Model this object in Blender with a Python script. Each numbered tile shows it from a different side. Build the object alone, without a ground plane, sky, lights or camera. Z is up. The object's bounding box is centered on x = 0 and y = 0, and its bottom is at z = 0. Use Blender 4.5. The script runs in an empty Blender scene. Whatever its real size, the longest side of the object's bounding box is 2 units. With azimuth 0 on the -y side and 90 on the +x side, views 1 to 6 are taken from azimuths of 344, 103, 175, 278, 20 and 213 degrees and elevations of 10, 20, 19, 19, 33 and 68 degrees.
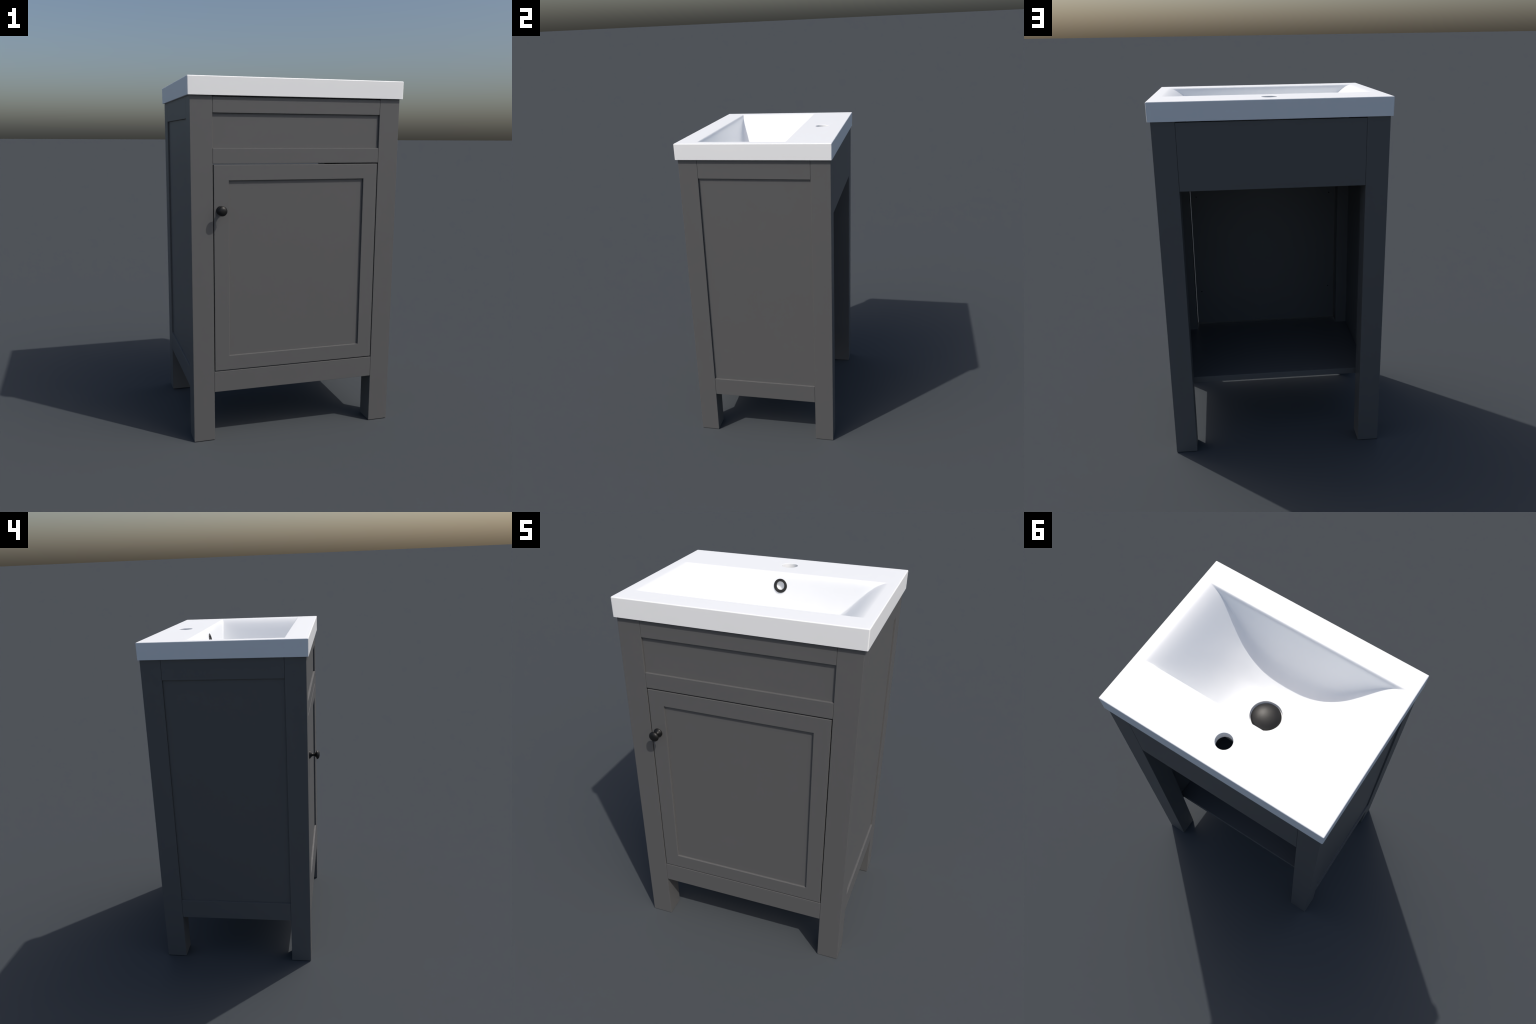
"""Small freestanding washbasin vanity: grey painted shaker cabinet on square legs,
open back, one door with a round knob, and a white ceramic basin top."""
import bpy, bmesh, math
from mathutils import Vector

# ------------------------------------------------------------------ sizes (m)
YC = 0.026                     # centre plane of cabinet and basin (front to back)
LEG_X, LEG_IN = 0.5953, 0.4765  # outer / inner face of the legs (from the centre)
LEG_F, LEG_FI = -0.4330, -0.3145   # front legs: front and rear face
LEG_B, LEG_BI = 0.4843, 0.3665     # rear legs: rear and front face
LEG_TOP = 1.9034
CX = -0.0013                   # the cabinet stands a hair off the basin's middle
GAP = 0.0004                   # hairline joint between rails and legs
RIM_Z, SKIRT_Z = 2.0, 1.9042    # basin top and lower edge of its skirt
BX, BY0, BY1 = 0.6098, -0.4458, 0.4935   # basin outline at the top
BOWL_X, BOWL_Y0, BOWL_Y1 = 0.556, -0.3195, 0.2215   # bowl opening


# ------------------------------------------------------------------ materials
def principled(name, base, rough, spec=0.5, metallic=0.0, vary=0.02, scale=6.0,
               bump=0.0, bump_scale=300.0, coat=0.0):
    m = bpy.data.materials.new(name)
    m.use_nodes = True
    nt = m.node_tree
    b = nt.nodes["Principled BSDF"]
    b.inputs["Roughness"].default_value = rough
    b.inputs["Specular IOR Level"].default_value = spec
    b.inputs["Metallic"].default_value = metallic
    b.inputs["Coat Weight"].default_value = coat
    b.inputs["Coat Roughness"].default_value = 0.08
    tc = nt.nodes.new("ShaderNodeTexCoord")
    no = nt.nodes.new("ShaderNodeTexNoise")
    no.inputs["Scale"].default_value = scale
    no.inputs["Detail"].default_value = 3.0
    nt.links.new(tc.outputs["Object"], no.inputs["Vector"])
    ramp = nt.nodes.new("ShaderNodeValToRGB")
    lo = [c * (1.0 - vary) for c in base]
    hi = [min(1.0, c * (1.0 + vary)) for c in base]
    ramp.color_ramp.elements[0].position = 0.3
    ramp.color_ramp.elements[0].color = (*lo, 1.0)
    ramp.color_ramp.elements[1].position = 0.7
    ramp.color_ramp.elements[1].color = (*hi, 1.0)
    nt.links.new(no.outputs["Fac"], ramp.inputs["Fac"])
    nt.links.new(ramp.outputs["Color"], b.inputs["Base Color"])
    if bump > 0.0:
        fine = nt.nodes.new("ShaderNodeTexNoise")
        fine.inputs["Scale"].default_value = bump_scale
        nt.links.new(tc.outputs["Object"], fine.inputs["Vector"])
        bp = nt.nodes.new("ShaderNodeBump")
        bp.inputs["Strength"].default_value = bump
        bp.inputs["Distance"].default_value = 0.0005
        nt.links.new(fine.outputs["Fac"], bp.inputs["Height"])
        nt.links.new(bp.outputs["Normal"], b.inputs["Normal"])
    return m


PAINT = principled("grey_satin_paint", (0.122, 0.122, 0.1225), 0.5, 0.5, vary=0.006)
CERAMIC = principled("white_ceramic", (0.97, 0.98, 0.985), 0.5, 0.5, vary=0.003)
BLACK = principled("black_knob_metal", (0.006, 0.006, 0.006), 0.45, 0.42, vary=0.04)
DARK = principled("dark_drain_metal", (0.020, 0.0195, 0.019), 0.42, 0.33, vary=0.04)


# ------------------------------------------------------------------ helpers
def add_object(name, bm, mat, parent, sharp=35.0, weighted=True):
    me = bpy.data.meshes.new(name)
    bmesh.ops.recalc_face_normals(bm, faces=bm.faces[:])
    bm.to_mesh(me)
    bm.free()
    me.materials.append(mat)
    me.shade_smooth()
    me.set_sharp_from_angle(angle=math.radians(sharp))
    ob = bpy.data.objects.new(name, me)
    bpy.context.scene.collection.objects.link(ob)
    ob.parent = parent
    if weighted:
        wn = ob.modifiers.new("weighted", 'WEIGHTED_NORMAL')
        wn.keep_sharp = True
        wn.weight = 100
    return ob


def box_bmesh(x0, x1, y0, y1, z0, z1):
    bm = bmesh.new()
    v = [bm.verts.new((x, y, z)) for x in (x0, x1) for y in (y0, y1) for z in (z0, z1)]
    for q in ((0, 1, 3, 2), (4, 6, 7, 5), (0, 4, 5, 1), (2, 3, 7, 6), (0, 2, 6, 4), (1, 5, 7, 3)):
        bm.faces.new([v[i] for i in q])
    bmesh.ops.recalc_face_normals(bm, faces=bm.faces[:])
    return bm


def bevel_convex(bm, width, segments=2):
    bm.normal_update()
    edges = [e for e in bm.edges if len(e.link_faces) == 2 and e.calc_face_angle_signed() > 0.5]
    bmesh.ops.bevel(bm, geom=edges, offset=width, segments=segments, profile=0.5,
                    affect='EDGES', clamp_overlap=True)


def board(name, x0, x1, y0, y1, z0, z1, parent, bevel=0.0026, mat=None):
    bm = box_bmesh(x0 + CX, x1 + CX, y0, y1, z0, z1)
    bevel_convex(bm, bevel)
    return add_object(name, bm, mat or PAINT, parent)


def interpolate(points, t):
    """Monotone cubic through hand-set control points (x ascending)."""
    n = len(points)
    if t <= points[0][0]:
        return points[0][1]
    if t >= points[-1][0]:
        return points[-1][1]
    d = [(points[i + 1][1] - points[i][1]) / (points[i + 1][0] - points[i][0]) for i in range(n - 1)]
    m = [d[0]] + [0.0 if d[i - 1] * d[i] <= 0 else 2 * d[i - 1] * d[i] / (d[i - 1] + d[i])
                  for i in range(1, n - 1)] + [d[-1]]
    for i in range(n - 1):
        x0, x1 = points[i][0], points[i + 1][0]
        if t <= x1:
            h = x1 - x0
            u = (t - x0) / h
            return ((1 + 2 * u) * (1 - u) ** 2 * points[i][1] + u * (1 - u) ** 2 * h * m[i]
                    + u * u * (3 - 2 * u) * points[i + 1][1] + u * u * (u - 1) * h * m[i + 1])


def lathe(profile, segments=48):
    """Solid of revolution about z from (radius, height) pairs; ends on the axis."""
    bm = bmesh.new()
    rings = []
    for r, h in profile:
        if r < 1e-6:
            rings.append([bm.verts.new((0, 0, h))])
        else:
            rings.append([bm.verts.new((r * math.cos(2 * math.pi * i / segments),
                                        r * math.sin(2 * math.pi * i / segments), h))
                          for i in range(segments)])
    for a, b in zip(rings, rings[1:]):
        for i in range(segments):
            j = (i + 1) % segments
            loop = [a[i % len(a)], a[j % len(a)], b[j % len(b)], b[i % len(b)]]
            loop = list(dict.fromkeys(loop))
            if len(loop) > 2:
                bm.faces.new(loop)
    return bm


# ------------------------------------------------------------------ root
vanity = bpy.data.objects.new("washbasin_vanity", None)
bpy.context.scene.collection.objects.link(vanity)
vanity["label"] = "grey painted shaker bathroom vanity with white ceramic basin top"
vanity["category"] = "bathroom vanity"

# ------------------------------------------------------------------ cabinet frame
for sx in (-1, 1):
    for y0, y1 in ((LEG_F, LEG_FI), (LEG_BI, LEG_B)):
        xa, xb = sorted((sx * LEG_IN, sx * LEG_X))
        board("leg", xa, xb, y0, y1, 0.0, LEG_TOP, vanity)

rail_x = LEG_IN - GAP
board("front_rail", -rail_x, rail_x, LEG_F, LEG_F + 0.034, 1.8155, 1.8975, vanity)
board("front_rail", -rail_x, rail_x, LEG_F, LEG_F + 0.034, 1.5535, 1.6348, vanity)
board("front_rail", -rail_x, rail_x, LEG_F, LEG_F + 0.034, 0.2850, 0.4040, vanity)
board("front_panel", -rail_x, rail_x, LEG_F + 0.0112, LEG_F + 0.030, 1.6200, 1.8300, vanity, 0.001)

side_y0, side_y1 = LEG_FI + GAP, LEG_BI - GAP
for sx in (-1, 1):
    def span(a, b):
        return sorted((sx * a, sx * b))
    x0, x1 = span(LEG_X - 0.040, LEG_X)
    board("side_rail", x0, x1, side_y0, side_y1, 1.7872, LEG_TOP, vanity)
    board("side_rail", x0, x1, side_y0, side_y1, 0.2850, 0.4040, vanity)
    x0, x1 = span(LEG_X - 0.0470, LEG_X - 0.0102)
    board("side_panel", x0, x1, side_y0, side_y1, 0.300, 1.895, vanity, 0.001)

board("back_panel", -rail_x, rail_x, LEG_B - 0.030, LEG_B - 0.0004, 1.5540, 1.8980, vanity, 0.002)
board("shelf", -0.5470, 0.5470, LEG_F + 0.0375, 0.331, 0.3655, 0.4025, vanity, 0.002)

# ------------------------------------------------------------------ door
DOOR_X, DOOR_Z0, DOOR_Z1, DOOR_T = 0.4722, 0.4092, 1.5478, 0.036
bm = box_bmesh(CX - DOOR_X, CX + DOOR_X, LEG_F, LEG_F + DOOR_T, DOOR_Z0, DOOR_Z1)
front = min(bm.faces, key=lambda f: f.calc_center_median().y)
bmesh.ops.inset_individual(bm, faces=[front], thickness=DOOR_X - 0.3892, depth=0.0,
                             use_even_offset=True)
inner = bmesh.ops.extrude_face_region(bm, geom=[front])
bmesh.ops.delete(bm, geom=[front], context='FACES_ONLY')
for g in inner["geom"]:
    if isinstance(g, bmesh.types.BMVert):
        g.co.y += 0.0112
bmesh.ops.recalc_face_normals(bm, faces=bm.faces[:])
bevel_convex(bm, 0.0032)
door = add_object("door", bm, PAINT, vanity)

KNOB_X, KNOB_Z = -0.4375, 1.3070
knob_profile = [(0.0, -0.001), (0.0235, -0.001), (0.0240, 0.0020), (0.0228, 0.0055), (0.0190, 0.0090),
                (0.0138, 0.0130), (0.0098, 0.0180), (0.0083, 0.0235), (0.0090, 0.0295),
                (0.0120, 0.0355), (0.0170, 0.0400), (0.0222, 0.0422), (0.0258, 0.0436),
                (0.0268, 0.0456), (0.0264, 0.0482), (0.0246, 0.0516), (0.0212, 0.0549),
                (0.0164, 0.0578), (0.0110, 0.0595), (0.0055, 0.0603), (0.0, 0.0605)]
bm = lathe(knob_profile, 40)
for v in bm.verts:
    v.co = Vector((v.co.x + KNOB_X, LEG_F - v.co.z, v.co.y + KNOB_Z))
add_object("knob", bm, BLACK, door, sharp=60, weighted=False)

screw_profile = [(0.0, -0.002), (0.0042, -0.002), (0.0042, 0.0008), (0.003, 0.0014), (0.0, 0.0016)]
screw_mesh = None
for sx in (-1, 1):
    for z in (0.6435, 1.3070):
        if screw_mesh is None:
            bm = lathe(screw_profile, 20)
            for v in bm.verts:
                v.co = Vector((v.co.x, v.co.z, v.co.y))
            ob = add_object("screw", bm, BLACK, door, sharp=50, weighted=False)
            screw_mesh = ob.data
        else:
            ob = bpy.data.objects.new("screw", screw_mesh)
            bpy.context.scene.collection.objects.link(ob)
            ob.parent = door
        ob.location = (sx * 0.435, LEG_F + DOOR_T, z)

# ------------------------------------------------------------------ basin
# height of the bowl floor against the distance from the middle of the bowl
floor_profile = [(0.0, 1.7090), (0.07, 1.7110), (0.137, 1.7200), (0.20, 1.7385), (0.25, 1.7630),
                 (0.31, 1.8030), (0.38, 1.8680), (0.43, 1.9190), (0.467, 1.9540), (0.500, 1.9790),
                 (0.525, 1.9920), (0.545, 1.9985), (BOWL_X, RIM_Z)]
# depth of the front and of the rear wall at a distance in from the lip
front_wall = [(0.0, 0.0), (0.004, 0.0014), (0.008, 0.0054), (0.0115, 0.0125), (0.0140, 0.0230), (0.0160, 0.0400),
              (0.0185, 0.0650), (0.0235, 0.1010), (0.0320, 0.1450), (0.0450, 0.1890), (0.0620, 0.2260),
              (0.0830, 0.2560), (0.1080, 0.2830), (0.1400, 0.3120), (0.2000, 0.3600)]
rear_wall = [(0.0, 0.0), (0.003, 0.0012), (0.006, 0.0042), (0.009, 0.0092), (0.0120, 0.0175), (0.0145, 0.0290),
             (0.0165, 0.0440), (0.0195, 0.0750), (0.0240, 0.1180), (0.0300, 0.1680), (0.0370, 0.2180),
             (0.0440, 0.2620), (0.0520, 0.3100)]
BLEND_FRONT, BLEND_REAR = 0.050, 0.060
DRAIN_Y = 0.027


def bowl_depth(x):
    return RIM_Z - interpolate(floor_profile, abs(x)) if abs(x) < BOWL_X else 0.0


def floor_depth(x, y):
    """Floor of the bowl: a trough along x, dished a little towards the drain."""
    d = bowl_depth(x)
    q = max(0.0, 1.0 - (x / 0.42) ** 2 - ((y - DRAIN_Y) / 0.25) ** 2)
    return d + 0.018 * q * q * (3 - 2 * q)


def depth_at(x, y):
    """Depth below the rim: the wall eased into the floor."""
    if abs(x) >= BOWL_X or not BOWL_Y0 < y < BOWL_Y1:
        return 0.0
    front = y - BOWL_Y0 < BOWL_Y1 - y
    s = y - BOWL_Y0 if front else BOWL_Y1 - y
    wall = front_wall if front else rear_wall
    d = floor_depth(x, y)
    k = min(BLEND_FRONT if front else BLEND_REAR, 0.8 * d)
    w = interpolate(wall, s)
    if k < 1e-6:
        return min(w, d)
    h = max(k - abs(w - d), 0.0) / k
    return min(w, d) - 0.25 * h * h * k


half = ([0.014 * i for i in range(29)] + [0.401, 0.410, 0.419, 0.428, 0.437, 0.446, 0.455, 0.464, 0.473, 0.482,
        0.490, 0.498, 0.505, 0.512, 0.519, 0.526, 0.533, 0.540, 0.548, BOWL_X, BX])
xs = [-h for h in reversed(half[1:])] + half
lip = ([0.001 * i for i in range(33)] + [0.034 + 0.002 * i for i in range(18)]
       + [0.072, 0.077, 0.083, 0.090, 0.098, 0.108, 0.120])
mid = [BOWL_Y0 + .12 + (BOWL_Y1 - BOWL_Y0 - .24) * i / 12 for i in range(1, 12)]
ys = ([BY0, -0.37, -0.35] + [BOWL_Y0 + s for s in lip] + mid
      + [BOWL_Y1 - s for s in reversed(lip)] + [0.2265, 0.2300, 0.300, BY1])
bm = bmesh.new()
nx, ny = len(xs), len(ys)
INSET, SLAB = 0.034, 0.044
top = [[bm.verts.new((x, y, RIM_Z - depth_at(x, y))) for y in ys] for x in xs]


def clamp(v, a, b):
    return max(a, min(b, v))


def under_z(x, y):
    return min(RIM_Z - SLAB, RIM_Z - bowl_depth(x * 0.97) - 0.040) if -0.36 < y < 0.2280 else RIM_Z - SLAB


low = [[bm.verts.new((clamp(x, -BX + INSET, BX - INSET), clamp(y, BY0 + INSET, BY1 - INSET),
                      under_z(x, y))) for y in ys] for x in xs]
for g, flip in ((top, False), (low, True)):
    for i in range(nx - 1):
        for j in range(ny - 1):
            q = [g[i][j], g[i + 1][j], g[i + 1][j + 1], g[i][j + 1]]
            bm.faces.new(q[::-1] if flip else q)
border = ([(i, 0) for i in range(nx)] + [(nx - 1, j) for j in range(1, ny)]
          + [(i, ny - 1) for i in range(nx - 2, -1, -1)] + [(0, j) for j in range(ny - 2, 0, -1)])
DRAFT = 0.0007
skirt_out = [bm.verts.new((clamp(xs[i], -BX + DRAFT, BX - DRAFT),
                           clamp(ys[j], BY0 + DRAFT, BY1 - DRAFT), SKIRT_Z)) for i, j in border]
skirt_in = [bm.verts.new((low[i][j].co.x, low[i][j].co.y, SKIRT_Z)) for i, j in border]
n = len(border)
for k in range(n):
    k2 = (k + 1) % n
    a, b = border[k], border[k2]
    bm.faces.new([top[a[0]][a[1]], top[b[0]][b[1]], skirt_out[k2], skirt_out[k]])
    bm.faces.new([skirt_out[k], skirt_out[k2], skirt_in[k2], skirt_in[k]])
    bm.faces.new([skirt_in[k], skirt_in[k2], low[b[0]][b[1]], low[a[0]][a[1]]])
bmesh.ops.recalc_face_normals(bm, faces=bm.faces[:])
bm.normal_update()
outer = {top[i][j] for i, j in border} | set(skirt_out)
sharp = [e for e in bm.edges if e.verts[0] in outer and e.verts[1] in outer
         and e.calc_face_angle_signed() > 0.9]
below = [e for e in sharp if max(v.co.z for v in e.verts) < SKIRT_Z + 0.01]
bmesh.ops.bevel(bm, geom=[e for e in sharp if e not in below], offset=0.005, segments=3, profile=0.5,
                affect='EDGES', clamp_overlap=True)
basin = add_object("basin", bm, CERAMIC, vanity, weighted=False)

TAP_Y, TAP_R = 0.3555, 0.0418
DRAIN_R = 0.0845
RING_Z = 1.9345
RING_Y = 0.2037


def cutter(bm):
    me = bpy.data.meshes.new("cutter")
    bmesh.ops.recalc_face_normals(bm, faces=bm.faces[:])
    bm.to_mesh(me)
    bm.free()
    me.materials.append(CERAMIC)
    ob = bpy.data.objects.new("cutter", me)
    bpy.context.scene.collection.objects.link(ob)
    return ob


# tap hole: straight bore with a slightly rolled edge at the top
bm = lathe([(0, 1.90), (TAP_R, 1.90), (TAP_R, 1.9980), (TAP_R + 0.0005, 1.9992),
            (TAP_R + 0.0018, 2.0002), (TAP_R + 0.0018, 2.02), (0, 2.02)], 64)
for v in bm.verts:
    v.co.y += TAP_Y
cut_tap = cutter(bm)
# drain seat
bm = lathe([(0, 1.6865), (DRAIN_R, 1.6865), (DRAIN_R, 1.80), (0, 1.80)], 72)
for v in bm.verts:
    v.co.y += DRAIN_Y
cut_drain = cutter(bm)
# overflow bore, along y into the rear wall of the bowl
bm = lathe([(0, -0.05), (0.0226, -0.05), (0.0226, 0.0145), (0, 0.0145)], 48)
for v in bm.verts:
    v.co = Vector((v.co.x, RING_Y + v.co.z, RING_Z + v.co.y))
cut_over = cutter(bm)
for c in (cut_tap, cut_drain, cut_over):
    md = basin.modifiers.new("cut", 'BOOLEAN')
    md.operation = 'DIFFERENCE'
    md.solver = 'EXACT'
    md.object = c
bpy.context.view_layer.update()
cut = bpy.data.meshes.new_from_object(basin.evaluated_get(bpy.context.evaluated_depsgraph_get()))
basin.modifiers.clear()
basin.data = cut
cut.name = "basin"
cut.shade_smooth()
cut.set_sharp_from_angle(angle=math.radians(38))
wn = basin.modifiers.new("weighted", 'WEIGHTED_NORMAL')
wn.keep_sharp = True
for c in (cut_tap, cut_drain, cut_over):
    bpy.data.objects.remove(c, do_unlink=True)

# domed drain plug sitting in its seat
R = 0.0788
plug = [(0, -0.004), (R - 0.002, -0.004), (R, 0.0), (R, 0.002)]
plug += [(R * math.cos(a), 0.002 + 0.0245 * math.sin(a)) for a in [math.radians(d) for d in range(10, 90, 8)]]
plug += [(0, 0.0265)]
bm = lathe(plug, 72)
for v in bm.verts:
    v.co.y += DRAIN_Y
    v.co.z += 1.6878
add_object("drain_plug", bm, DARK, basin, sharp=60, weighted=False)

# overflow trim ring
ro, ri, t = 0.0363, 0.0214, 0.0042
bm = bmesh.new()
section = [(ri, 0.004), (ri, -t * 0.5), (ri + 0.0012, -t * 0.9), (ri + 0.003, -t * 1.1),
           (ro - 0.004, -t * 1.1), (ro - 0.0015, -t * 0.8), (ro, -t * 0.1), (ro, 0.004)]
seg = 56
TILT = 0.18      # the wall leans back: lower half of the ring stands further in
rows = [[bm.verts.new((r * math.cos(2 * math.pi * k / seg),
                       RING_Y + d + TILT * r * math.sin(2 * math.pi * k / seg),
                       RING_Z + r * math.sin(2 * math.pi * k / seg))) for r, d in section] for k in range(seg)]
for k in range(seg):
    a, b = rows[k], rows[(k + 1) % seg]
    for i in range(len(section)):
        j = (i + 1) % len(section)
        bm.faces.new([a[i], a[j], b[j], b[i]])
add_object("overflow_ring", bm, DARK, basin, sharp=60, weighted=False)
